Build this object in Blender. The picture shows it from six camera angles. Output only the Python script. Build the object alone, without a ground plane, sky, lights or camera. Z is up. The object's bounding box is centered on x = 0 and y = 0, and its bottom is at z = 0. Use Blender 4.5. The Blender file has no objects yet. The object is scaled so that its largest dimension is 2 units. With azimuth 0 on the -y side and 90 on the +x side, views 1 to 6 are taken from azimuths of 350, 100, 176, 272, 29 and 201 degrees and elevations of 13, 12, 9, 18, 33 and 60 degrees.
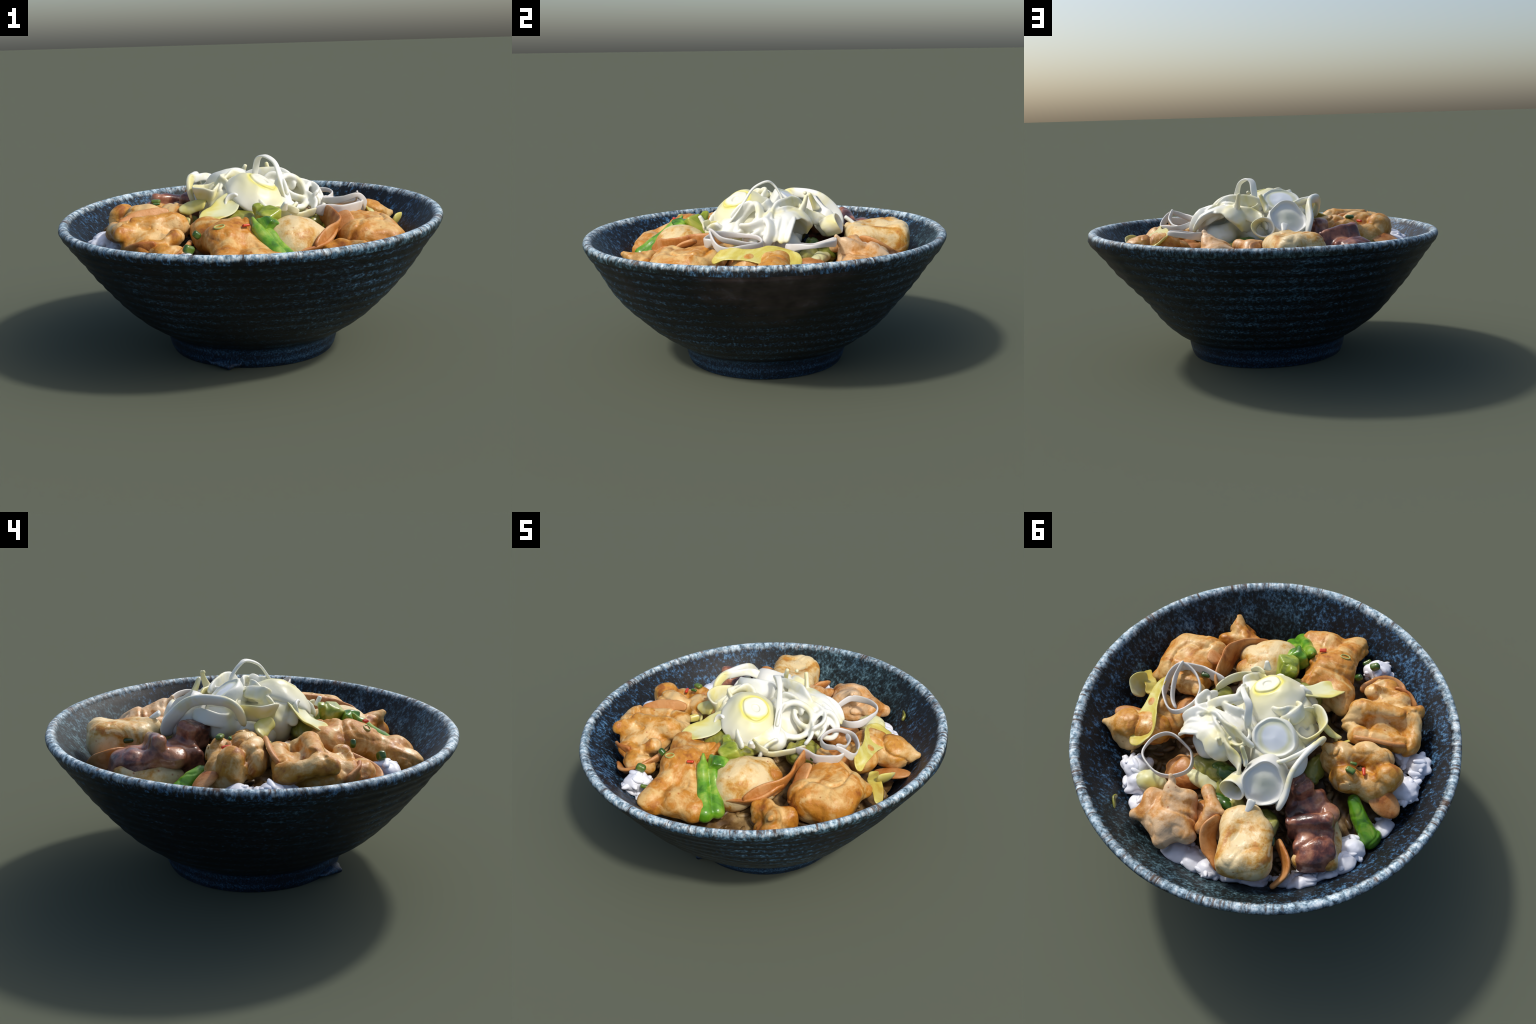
import bpy, bmesh, math, random
import numpy as np
from mathutils import Vector, Matrix, Euler

random.seed(7)
RNG = np.random.default_rng(7)
COL = bpy.context.scene.collection

# ------------------------------------------------------------------ noise
_LAT = np.random.default_rng(11).uniform(-1, 1, (32, 32, 32)).astype(np.float32)

def vnoise(p, freq, seed=0.0):
    """smooth lattice noise in -1..1 at points p (N,3)"""
    q = np.asarray(p) * freq + np.array([seed * 3.17, seed * 1.71 + 5.3, seed * 2.39 + 9.1])
    i = np.floor(q).astype(int)
    f = q - i
    f = f * f * (3 - 2 * f)
    out = 0
    for dx in (0, 1):
        wx = f[:, 0] if dx else 1 - f[:, 0]
        for dy in (0, 1):
            wy = f[:, 1] if dy else 1 - f[:, 1]
            for dz in (0, 1):
                wz = f[:, 2] if dz else 1 - f[:, 2]
                out = out + wx * wy * wz * _LAT[(i[:, 0] + dx) % 32, (i[:, 1] + dy) % 32, (i[:, 2] + dz) % 32]
    return out

# ------------------------------------------------------------------ solid blobs (distance fields)
def rotm(e):
    return np.array(Euler([math.radians(a) for a in e], 'XYZ').to_matrix())

def ell(c, r, rot=(0, 0, 0)):
    c = np.array(c, float); r = np.array([r] * 3 if np.isscalar(r) else r, float); R = rotm(rot)
    def f(p):
        q = (p - c) @ R
        k0 = np.linalg.norm(q / r, axis=1)
        k1 = np.linalg.norm(q / (r * r), axis=1) + 1e-6
        return k0 * (k0 - 1) / k1
    f.lo, f.hi = c - r.max(), c + r.max()
    return f

def cone(a, b, ra, rb):
    """tapered rounded rod"""
    a = np.array(a, float); b = np.array(b, float); ab = b - a; L = ab @ ab
    def f(p):
        t = np.clip(((p - a) @ ab) / L, 0, 1)
        return np.linalg.norm(p - a - t[:, None] * ab, axis=1) - (ra + (rb - ra) * t)
    m = max(ra, rb)
    f.lo, f.hi = np.minimum(a, b) - m, np.maximum(a, b) + m
    return f

def rbox(c, h, rot=(0, 0, 0), rnd=0.03):
    c = np.array(c, float); h = np.array(h, float); R = rotm(rot); hh = h - rnd
    def f(p):
        q = np.abs((p - c) @ R) - hh
        return np.linalg.norm(np.maximum(q, 0), axis=1) + np.minimum(q.max(axis=1), 0) - rnd
    m = np.linalg.norm(h)
    f.lo, f.hi = c - m, c + m
    return f

def surface(prims, cuts=(), k=0.04, lumps=((7, .013), (18, .006), (38, .003)), seed=0.0, h=0.006, kc=0.02, crease=0.0):
    """mesh the smooth union of prims minus cuts, with lumpy relief (surface nets)"""
    lo = np.min([q.lo for q in prims], axis=0) - 0.04
    hi = np.max([q.hi for q in prims], axis=0) + 0.04
    n = np.ceil((hi - lo) / h).astype(int) + 1
    ax = [lo[i] + h * np.arange(n[i]) for i in range(3)]
    P = np.stack(np.meshgrid(*ax, indexing='ij'), -1).reshape(-1, 3)
    d = prims[0](P)
    for q in prims[1:]:
        e = q(P)
        w = np.maximum(k - np.abs(d - e), 0) / k
        d = np.minimum(d, e) - w * w * k * 0.25
    for q in cuts:
        e = -q(P)
        w = np.maximum(kc - np.abs(d - e), 0) / kc
        d = np.maximum(d, e) + w * w * kc * 0.25
    near = np.abs(d) < 0.05
    s = np.zeros(len(P))
    for j, (fr, am) in enumerate(lumps):
        s[near] += am * vnoise(P[near], fr, seed + j * 1.3)
    if crease:
        w = vnoise(P[near] + .03 * np.stack([vnoise(P[near], 9, seed + 20 + j) for j in range(3)], 1), 5.5, seed + 5)
        s[near] -= crease * np.clip(1 - np.abs(w) / .13, 0, 1) ** 1.5
        w = vnoise(P[near], 13, seed + 9)
        s[near] -= .35 * crease * np.clip(1 - np.abs(w) / .16, 0, 1)
    V = (d - s).reshape(n)
    return nets(V, lo, h)

def nets(V, lo, h):
    nx, ny, nz = V.shape
    c = [V[i:nx - 1 + i, j:ny - 1 + j, l:nz - 1 + l] for i in (0, 1) for j in (0, 1) for l in (0, 1)]
    off = [(i, j, l) for i in (0, 1) for j in (0, 1) for l in (0, 1)]
    neg = sum((a < 0).astype(int) for a in c)
    act = (neg > 0) & (neg < 8)
    idx = -np.ones(act.shape, int)
    idx[act] = np.arange(act.sum())
    vals = np.stack([a[act] for a in c], 1)
    acc = np.zeros((len(vals), 3)); cnt = np.zeros(len(vals))
    for a in range(8):
        for b in range(a + 1, 8):
            if sum(abs(off[a][q] - off[b][q]) for q in range(3)) != 1:
                continue
            va, vb = vals[:, a], vals[:, b]
            m = (va < 0) != (vb < 0)
            t = np.where(m, va / np.where(m, va - vb, 1), 0)
            pt = np.array(off[a])[None] + t[:, None] * (np.array(off[b]) - np.array(off[a]))[None]
            acc += pt * m[:, None]; cnt += m
    base = np.argwhere(act)
    verts = lo + h * (base + acc / cnt[:, None])
    faces = []
    S = V < 0
    def quads(axis):
        a, b = [(1, 2), (2, 0), (0, 1)][axis]
        sl0 = [slice(None)] * 3; sl1 = [slice(None)] * 3
        sl0[axis] = slice(0, -1); sl1[axis] = slice(1, None)
        s0, s1 = S[tuple(sl0)], S[tuple(sl1)]
        ch = np.argwhere(s0 != s1)
        ch = ch[(ch[:, a] > 0) & (ch[:, b] > 0)]
        lim = np.array(idx.shape)
        ch = ch[(ch < lim).all(1)]
        flip = s0[ch[:, 0], ch[:, 1], ch[:, 2]]
        def cell(da, db):
            q = ch.copy(); q[:, a] -= da; q[:, b] -= db
            return idx[q[:, 0], q[:, 1], q[:, 2]]
        Q = np.stack([cell(1, 1), cell(0, 1), cell(0, 0), cell(1, 0)], 1)
        Q[~flip] = Q[~flip][:, ::-1]
        return Q
    F = np.concatenate([quads(i) for i in range(3)])
    F = F[(F >= 0).all(1)]
    return verts, F

def relax(v, F, it=1, lam=0.5):
    e = np.concatenate([F[:, [0, 1]], F[:, [1, 2]], F[:, [2, 3]], F[:, [3, 0]]])
    for _ in range(it):
        acc = np.zeros_like(v); cnt = np.zeros(len(v))
        np.add.at(acc, e[:, 0], v[e[:, 1]]); np.add.at(cnt, e[:, 0], 1)
        np.add.at(acc, e[:, 1], v[e[:, 0]]); np.add.at(cnt, e[:, 1], 1)
        v = v + lam * (acc / np.maximum(cnt, 1)[:, None] - v)
    return v

def new_mesh(name, verts, faces, mat=None, smooth=True):
    me = bpy.data.meshes.new(name)
    me.from_pydata([tuple(map(float, v)) for v in verts], [], [tuple(map(int, f)) for f in faces])
    if mat:
        me.materials.append(mat)
    if smooth:
        me.polygons.foreach_set('use_smooth', [True] * len(me.polygons))
    me.update()
    return me

def add(name, me, parent=None):
    ob = bpy.data.objects.new(name, me)
    COL.objects.link(ob)
    if parent:
        ob.parent = parent
    return ob

def top(name, label, category, me=None):
    ob = bpy.data.objects.new(name, me)
    COL.objects.link(ob)
    ob["label"] = label
    ob["category"] = category
    return ob

def blob(name, mat, prims, parent=None, **kw):
    v, F = surface(prims, **kw)
    v = relax(v, F, 2)
    return add(name, new_mesh(name, v, F, mat), parent)

# ------------------------------------------------------------------ ribbons and lathes
def spline(pts, n):
    p = np.array(pts, float); m = len(p)
    ext = np.vstack([2 * p[0] - p[1], p, 2 * p[-1] - p[-2]])
    out = []
    for t in np.linspace(0, m - 1 - 1e-9, n):
        i = int(t); f = t - i
        a, b, c, d = ext[i:i + 4]
        out.append(0.5 * (2 * b + (c - a) * f + (2 * a - 5 * b + 4 * c - d) * f * f + (3 * b - a - 3 * c + d) * f ** 3))
    return np.array(out)

def ribbon(pts, width, thick, up=(0, 0, 1), n=48, taper=0.3, wob=0.012, seed=0, closed=False, curl=0.0):
    """strip swept along a curve; width may be a list along the curve; up = direction of the width"""
    pts = [tuple(q) for q in pts]
    if closed:
        full = pts[-2:] + pts + pts[:2]
        m = len(pts)
        s = spline(full, (len(full) - 1) * 12 + 1)[24:24 + 12 * m]
    else:
        s = spline(pts, n)
    n = len(s)
    s = s + wob * np.stack([vnoise(s, 9, seed + j) for j in range(3)], 1)
    tan = np.roll(s, -1, 0) - np.roll(s, 1, 0)
    if not closed:
        tan[0] = s[1] - s[0]; tan[-1] = s[-1] - s[-2]
    tan /= np.linalg.norm(tan, axis=1)[:, None] + 1e-9
    u = np.array(up, float)
    u = np.array([u] * n) if u.ndim == 1 else np.stack([np.interp(np.linspace(0, 1, n), np.linspace(0, 1, len(u)), u[:, j]) for j in range(3)], 1)
    u = u + 0.35 * np.stack([vnoise(s, 5, seed + 7 + j) for j in range(3)], 1)
    w = u - (u * tan).sum(1)[:, None] * tan
    w /= np.linalg.norm(w, axis=1)[:, None] + 1e-9
    nr = np.cross(tan, w)
    wd = np.interp(np.linspace(0, 1, n), np.linspace(0, 1, len(width)), width) if not np.isscalar(width) else np.full(n, float(width))
    wd = wd * (1 + 0.18 * vnoise(s, 12, seed + 3))
    th = np.full(n, float(thick))
    if not closed:
        x = np.linspace(0, 1, n)
        e = np.clip(np.minimum(x, 1 - x) / 0.12, 0, 1)
        e = taper + (1 - taper) * np.sqrt(e * (2 - e))
        wd = wd * e; th = th * np.clip(e * 1.2, 0, 1)
    sec = []
    for a in np.linspace(0, 2 * np.pi, 16, endpoint=False):
        ca, sa = math.cos(a), math.sin(a)
        sec.append((math.copysign(abs(ca) ** 0.6, ca) * 0.5, math.copysign(abs(sa) ** 0.8, sa) * 0.5))
    verts = []
    for i in range(n):
        for (cw, ct) in sec:
            bend = curl * wd[i] * ((2 * cw) ** 2 - 0.4)
            verts.append(s[i] + w[i] * cw * wd[i] + nr[i] * (ct * th[i] + bend))
    m = len(sec); faces = []
    for i in range(n if closed else n - 1):
        j = (i + 1) % n
        for k in range(m):
            faces.append((i * m + k, i * m + (k + 1) % m, j * m + (k + 1) % m, j * m + k))
    if not closed:
        faces.append(tuple(range(m - 1, -1, -1)))
        faces.append(tuple((n - 1) * m + k for k in range(m)))
    return np.array(verts), faces

def strip(name, mat, pts, width, thick, parent=None, **kw):
    v, f = ribbon(pts, width, thick, **kw)
    return add(name, new_mesh(name, v, f, mat), parent)

def frame(nrm):
    z = Vector(nrm).normalized()
    x = Vector((1, 0.13, 0.05)); x = (x - z * x.dot(z)).normalized()
    y = z.cross(x)
    return Matrix((x, y, z)).transposed()

def lathe_verts(prof, seg):
    v = []; f = []
    for (r, z) in prof:
        for k in range(seg):
            a = 2 * math.pi * k / seg
            v.append((r * math.cos(a), r * math.sin(a), z))
    n = len(prof)
    for i in range(n - 1):
        for k in range(seg):
            j = (k + 1) % seg
            f.append((i * seg + k, i * seg + j, (i + 1) * seg + j, (i + 1) * seg + k))
    f.append(tuple(range(seg - 1, -1, -1)))
    f.append(tuple((n - 1) * seg + k for k in range(seg)))
    return np.array(v), f

def disc(name, mat, c, nrm, prof, parent, squash=(1, 1), wob=0.008, seed=0, seg=72):
    """onion slice: turned profile (radius, height) placed at c facing nrm, slightly irregular"""
    s = spline([(r, z, 0) for r, z in prof], len(prof) * 6)[:, :2]
    v, f = lathe_verts([(max(a, .001), b) for a, b in s], seg)
    v = v * np.array([squash[0], squash[1], 1])
    R = np.array(frame(nrm))
    w = v @ R.T + np.array(c)
    w = w + wob * np.stack([vnoise(w, 8, seed + j) for j in range(3)], 1) + wob * .4 * np.stack([vnoise(w, 22, seed + 4 + j) for j in range(3)], 1)
    return add(name, new_mesh(name, w, f, mat), parent)

# ------------------------------------------------------------------ materials
class NT:
    def __init__(self, name):
        self.m = bpy.data.materials.new(name); self.m.use_nodes = True
        self.t = self.m.node_tree; self.b = self.t.nodes['Principled BSDF']
        self.co = self.n('ShaderNodeTexCoord').outputs['Object']
    def n(self, typ, **kw):
        x = self.t.nodes.new(typ)
        for k, v in kw.items():
            setattr(x, k, v)
        return x
    def l(self, a, b):
        self.t.links.new(a, b)
    def val(self, sock, v):
        if isinstance(v, bpy.types.NodeSocket): self.l(v, sock)
        else: sock.default_value = v
    def math(self, op, a, b=0.0, c=None, clamp=False):
        x = self.n('ShaderNodeMath', operation=op, use_clamp=clamp)
        self.val(x.inputs[0], a); self.val(x.inputs[1], b)
        if c is not None: self.val(x.inputs[2], c)
        return x.outputs[0]
    def noise(self, scale, detail=3, rough=.55, vec=None, dist=0.0):
        x = self.n('ShaderNodeTexNoise')
        x.inputs['Scale'].default_value = scale; x.inputs['Detail'].default_value = detail
        x.inputs['Roughness'].default_value = rough; x.inputs['Distortion'].default_value = dist
        self.l(vec if vec is not None else self.co, x.inputs['Vector'])
        return x.outputs['Fac']
    def voro(self, scale, vec=None, feature='F1'):
        x = self.n('ShaderNodeTexVoronoi', feature=feature)
        x.inputs['Scale'].default_value = scale
        self.l(vec if vec is not None else self.co, x.inputs['Vector'])
        return x
    def ramp(self, fac, stops, interp='LINEAR'):
        x = self.n('ShaderNodeValToRGB'); cr = x.color_ramp; cr.interpolation = interp
        while len(cr.elements) < len(stops): cr.elements.new(0.5)
        for e, (p, c) in zip(cr.elements, stops):
            e.position = p; e.color = (c, c, c, 1) if np.isscalar(c) else (*c, 1)
        self.l(fac, x.inputs[0])
        return x.outputs['Color']
    def mix(self, fac, a, b, mode='MIX'):
        x = self.n('ShaderNodeMix', data_type='RGBA', blend_type=mode)
        self.val(x.inputs[0], fac)
        for s, v in ((x.inputs[6], a), (x.inputs[7], b)):
            if isinstance(v, bpy.types.NodeSocket): self.l(v, s)
            else: s.default_value = (*v, 1)
        return x.outputs[2]
    def scaled(self, sx, sy, sz):
        x = self.n('ShaderNodeMapping'); x.inputs['Scale'].default_value = (sx, sy, sz)
        self.l(self.co, x.inputs['Vector'])
        return x.outputs[0]
    def xyz(self):
        x = self.n('ShaderNodeSeparateXYZ'); self.l(self.co, x.inputs[0])
        return x.outputs
    def comb(self, a, b, c):
        x = self.n('ShaderNodeCombineXYZ')
        for s, v in zip(x.inputs, (a, b, c)): self.val(s, v)
        return x.outputs[0]
    def bump(self, h, strength=.3, dist=.01):
        x = self.n('ShaderNodeBump'); x.inputs['Strength'].default_value = strength; x.inputs['Distance'].default_value = dist
        self.l(h, x.inputs['Height']); self.l(x.outputs[0], self.b.inputs['Normal'])
    def fin(self, col, rough=.5, spec=.5, coat=0., sss=0., ssr=(1, .5, .3), sscale=.02):
        self.val(self.b.inputs['Base Color'], col if isinstance(col, bpy.types.NodeSocket) else (*col, 1))
        self.val(self.b.inputs['Roughness'], rough)
        self.b.inputs['Specular IOR Level'].default_value = spec
        self.b.inputs['Coat Weight'].default_value = coat
        self.b.inputs['Coat Roughness'].default_value = .15
        if sss:
            self.b.inputs['Subsurface Weight'].default_value = sss
            self.b.inputs['Subsurface Radius'].default_value = ssr
            self.b.inputs['Subsurface Scale'].default_value = sscale
        return self.m

def chicken_mat(name, cream, sauce, deep, lo=.42, hi=.62, spec=.5, sauce_scale=6.5):
    """cooked meat: cream flesh, orange sauce in patches, browner pools, pale fibres and dark specks"""
    t = NT(name)
    n1 = t.noise(sauce_scale, 4, .58, dist=.8)
    n2 = t.noise(16, 4, .6)
    n3 = t.noise(60, 4, .65)
    s = t.math('ADD', n1, t.math('MULTIPLY', t.math('SUBTRACT', n2, .5), .42))
    s = t.math('ADD', s, t.math('MULTIPLY', t.math('SUBTRACT', n3, .5), .16))
    col = t.mix(t.ramp(s, [(lo, 0.), (hi, 1.)]), cream, sauce)
    col = t.mix(t.ramp(s, [(.57, 0.), (.70, .9)]), col, deep)
    pale = t.ramp(t.noise(10, 5, .62, dist=1.4), [(.56, 0.), (.70, .55)])
    col = t.mix(pale, col, tuple(min(1, c * 1.12 + .05) for c in cream))
    vo = t.voro(30)
    speck = t.math('MULTIPLY', t.ramp(vo.outputs['Distance'], [(.08, 1.), (.20, 0.)]), t.ramp(t.noise(9, 1), [(.54, 0.), (.62, .8)]))
    col = t.mix(speck, col, (.38, .09, .012))
    t.bump(t.math('ADD', t.math('MULTIPLY', n2, .65), t.math('MULTIPLY', n3, .35)), .40, .014)
    return t.fin(col, t.ramp(n2, [(.35, .34), (.65, .62)]), spec, coat=.03, sss=.05, sscale=.02)

CHICKEN = chicken_mat('glazed_chicken', (.67, .45, .19), (.53, .235, .026), (.30, .085, .007), .40, .55)
CHICKEN_SAUCY = chicken_mat('saucy_chicken', (.66, .42, .15), (.50, .20, .018), (.28, .072, .005), .37, .53)
CHICKEN_PALE = chicken_mat('pale_chicken', (.70, .54, .28), (.58, .31, .05), (.42, .145, .013), .45, .61)
CHICKEN_PINK = chicken_mat('pink_chicken', (.70, .48, .27), (.55, .26, .06), (.38, .125, .017), .42, .59)
SKIN = chicken_mat('chicken_skin', (.56, .27, .09), (.46, .17, .03), (.28, .075, .010), .40, .56)

def dark_meat():
    t = NT('browned_meat')
    n1 = t.noise(5, 4, .6, dist=.8); n2 = t.noise(24, 4, .6)
    s = t.math('ADD', n1, t.math('MULTIPLY', t.math('SUBTRACT', n2, .5), .4))
    col = t.ramp(s, [(.34, (.045, .015, .013)), (.45, (.12, .040, .028)), (.54, (.27, .095, .05)), (.66, (.42, .19, .10))])
    t.bump(n2, .4, .012)
    return t.fin(col, .32, .5, coat=.3)
DARK = dark_meat()

def onion_mat(name, white, yellow, lo=.45, hi=.68, axis_c=None):
    t = NT(name)
    n1 = t.noise(5, 3, .6, dist=.5); n2 = t.noise(40, 3)
    col = t.mix(t.ramp(n1, [(lo, 0.), (hi, 1.)]), white, yellow)
    t.bump(n2, .12, .006)
    return t.fin(col, .42, .5, sss=.15, ssr=(1, .95, .6), sscale=.02)
ONION = onion_mat('white_onion', (.78, .78, .70), (.70, .64, .27), .46, .68)  # white lightened to reach the onion's brightness on its shaded side
ONION_GREY = onion_mat('thin_onion', (.66, .64, .61), (.58, .54, .46))
ONION_YEL = onion_mat('translucent_onion', (.66, .64, .44), (.66, .58, .16), .40, .62)
LEAF_PALE = onion_mat('pale_cabbage', (.66, .66, .40), (.62, .55, .14), .42, .62)

def ring_mat(name, c, nrm, rings, white=(.80, .80, .74)):
    """onion slice: rings of colour by distance from the slice's centre"""
    t = NT(name)
    R = np.array(frame(nrm)).T
    vm = t.n('ShaderNodeVectorMath', operation='SUBTRACT'); t.l(t.co, vm.inputs[0]); vm.inputs[1].default_value = c
    def dot(v):
        d = t.n('ShaderNodeVectorMath', operation='DOT_PRODUCT'); t.l(vm.outputs[0], d.inputs[0]); d.inputs[1].default_value = tuple(v)
        return d.outputs['Value']
    a, b = dot(R[0]), dot(R[1])
    r = t.math('SQRT', t.math('ADD', t.math('MULTIPLY', a, a), t.math('MULTIPLY', b, b)))
    r = t.math('ADD', r, t.math('MULTIPLY', t.math('SUBTRACT', t.noise(9, 2), .5), .035))
    col = t.ramp(t.math('MULTIPLY', r, 5.0), rings)
    t.bump(t.noise(35, 3), .12, .006)
    return t.fin(col, .4, .5, sss=.12, ssr=(1, .95, .6), sscale=.02)

def green_mat(name, a, b, c):
    t = NT(name)
    n = t.noise(9, 4, .6, dist=.7)
    col = t.ramp(n, [(.30, a), (.5, b), (.68, c)])
    t.bump(t.noise(30, 3), .2, .008)
    return t.fin(col, .3, .5, coat=.2)
GREEN = green_mat('green_pepper', (.03, .10, .006), (.10, .28, .01), (.30, .42, .05))
GREEN_LIGHT = green_mat('stewed_pepper', (.08, .13, .008), (.26, .32, .025), (.48, .48, .10))
GREEN_DARK = green_mat('dark_scallion', (.015, .045, .006), (.04, .11, .012), (.16, .22, .03))
GREEN_OLIVE = green_mat('stewed_cabbage', (.10, .11, .012), (.26, .26, .04), (.45, .42, .14))
LEAF = green_mat('yellow_cabbage', (.45, .30, .03), (.58, .50, .10), (.66, .62, .28))
t = NT('red_chili'); CHILI = t.fin((.60, .05, .012), .35)

def rice_mat(name, stain):
    t = NT(name)
    n = t.noise(6, 3, .6)
    col = t.mix(t.ramp(n, [(.45, 0.), (.65, 1.)]), (.82, .84, .90), (.72, .73, .77))
    if stain:
        xo = t.xyz()
        col = t.ramp(t.noise(11, 4, .6), [(.35, (.07, .035, .010)), (.5, (.17, .095, .03)), (.68, (.38, .26, .11))])  # sauce browns darkened to paint in the deep shadow between pieces
    t.bump(t.noise(45, 2), .2, .008)
    return t.fin(col, .45, .5, sss=.1, ssr=(1, .9, .8))
RICE = rice_mat('white_rice', False)
RICE_SAUCE = rice_mat('sauce_soaked_rice', True)

# ---- glaze: three variants of the same stoneware glaze
def rim_height(t):
    x, y, z = t.xyz()
    return t.math('SUBTRACT', t.math('SUBTRACT', z, t.math('MULTIPLY', x, .0165)), t.math('MULTIPLY', y, .016)), (x, y, z)

def around(t, a, b):
    """coordinates that run round the bowl (a) and up it (b), no seam"""
    x, y, z = t.xyz()
    r = t.math('SQRT', t.math('ADD', t.math('MULTIPLY', x, x), t.math('MULTIPLY', y, y)))
    return t.comb(t.math('MULTIPLY', t.math('DIVIDE', x, r), a), t.math('MULTIPLY', t.math('DIVIDE', y, r), a), t.math('MULTIPLY', z, b))

BLACK = (.0065, .0075, .0085)
def glaze_rim(t, col, edge, soft=.05):
    """pale blue glaze breaking over the lip with brown nicks"""
    zz, _ = rim_height(t)
    ragged = t.noise(1.0, 4, .65, vec=around(t, 40, 10))
    hh = t.math('ADD', zz, t.math('MULTIPLY', t.math('SUBTRACT', ragged, .5), .055))
    m = t.ramp(t.math('MULTIPLY', t.math('SUBTRACT', hh, edge - .3), 2.0), [(.6 - soft, 0.), (.6 + soft, 1.)])
    st = t.noise(42, 4, .68)
    lip = t.ramp(st, [(.32, (.045, .055, .06)), (.41, (.16, .25, .31)), (.50, (.38, .52, .60)), (.62, (.76, .83, .84))])
    br = t.ramp(t.noise(1.0, 3, .65, vec=around(t, 17, 9)), [(.46, 0.), (.57, .95)])
    br2 = t.math('MULTIPLY', br, t.ramp(t.noise(1.0, 3, .6, vec=around(t, 70, 30)), [(.45, 0.), (.6, 1.)]))
    lip = t.mix(br2, lip, (.10, .055, .03))
    return t.mix(m, col, lip)

def glaze_inside():
    t = NT('speckled_blue_glaze')
    fine = t.noise(62, 4, .7, vec=t.scaled(1, 1, .55))
    mid = t.noise(15, 3, .6, vec=t.scaled(1, 1, .6))
    big = t.noise(1.3, 2, .5)
    s = t.math('ADD', fine, t.math('MULTIPLY', t.math('SUBTRACT', mid, .5), .45))
    s = t.math('ADD', s, t.math('MULTIPLY', t.math('SUBTRACT', big, .5), .25))
    col = t.ramp(s, [(.45, (.007, .008, .009)), (.53, (.014, .027, .044)), (.61, (.035, .10, .20)), (.75, (.17, .32, .43))])
    teal = t.ramp(s, [(.44, (.007, .010, .010)), (.54, (.016, .030, .032)), (.64, (.045, .085, .095)), (.78, (.15, .24, .26))])
    col = t.mix(t.ramp(t.noise(.9, 2, .5), [(.46, 0.), (.64, .9)]), col, teal)
    col = glaze_rim(t, col, .710, .025)
    t.bump(fine, .12, .006)
    return t.fin(col, .50, .25)

RIDGES, RIDGE0, RIDGE1 = 11, .13, .69
def glaze_outside(name, foot=False):
    t = NT(name)
    zz, (x, y, z) = rim_height(t)
    ph = t.math('MULTIPLY', t.math('SUBTRACT', t.math('ADD', zz, t.math('MULTIPLY', t.math('SUBTRACT', t.noise(2.2, 2), .5), .03)), RIDGE0), 2 * math.pi * RIDGES / (RIDGE1 - RIDGE0))
    crest = t.math('MULTIPLY_ADD', t.math('SINE', ph), .5, .5)
    dash = t.noise(1.0, 4, .7, vec=around(t, 50, 105))
    big = t.noise(1.6, 3, .6)
    s = t.math('ADD', dash, t.math('MULTIPLY', t.math('SUBTRACT', crest, .5), .10))
    s = t.math('ADD', s, t.math('MULTIPLY', t.math('SUBTRACT', big, .5), .40))
    if foot:
        s = t.math('ADD', s, .05)
    col = t.ramp(s, [(.47, BLACK), (.58, (.010, .020, .032)), (.67, (.030, .075, .125)), (.80, (.12, .20, .27))] if not foot else [(.42, (.005, .008, .013)), (.56, (.007, .017, .036)), (.68, (.022, .062, .12)), (.80, (.07, .13, .19))])
    rust = t.ramp(t.noise(2.4, 3, .6), [(.55, 0.), (.75, .5)])
    col = t.mix(rust, col, (.018, .012, .010))
    if not foot:
        col = glaze_rim(t, col, .702, .03)
        # matt brown clay showing on the swollen side
        dv = t.n('ShaderNodeVectorMath', operation='DISTANCE'); t.l(t.co, dv.inputs[0]); dv.inputs[1].default_value = (1.0, .20, .66)
        dd = t.math('ADD', dv.outputs['Value'], t.math('MULTIPLY', t.math('SUBTRACT', t.noise(5, 3, .6), .5), .35))
        clay = t.ramp(t.noise(9, 4, .6), [(.35, (.016, .011, .010)), (.6, (.050, .036, .033)), (.75, (.09, .08, .085))])
        col = t.mix(t.ramp(dd, [(.22, .9), (.40, 0.)]), col, clay)
    t.bump(dash, .15, .008)
    return t.fin(col, .50, .22)
G_IN = glaze_inside(); G_OUT = glaze_outside('dark_ridged_glaze'); G_FOOT = glaze_outside('foot_glaze', True)
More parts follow.
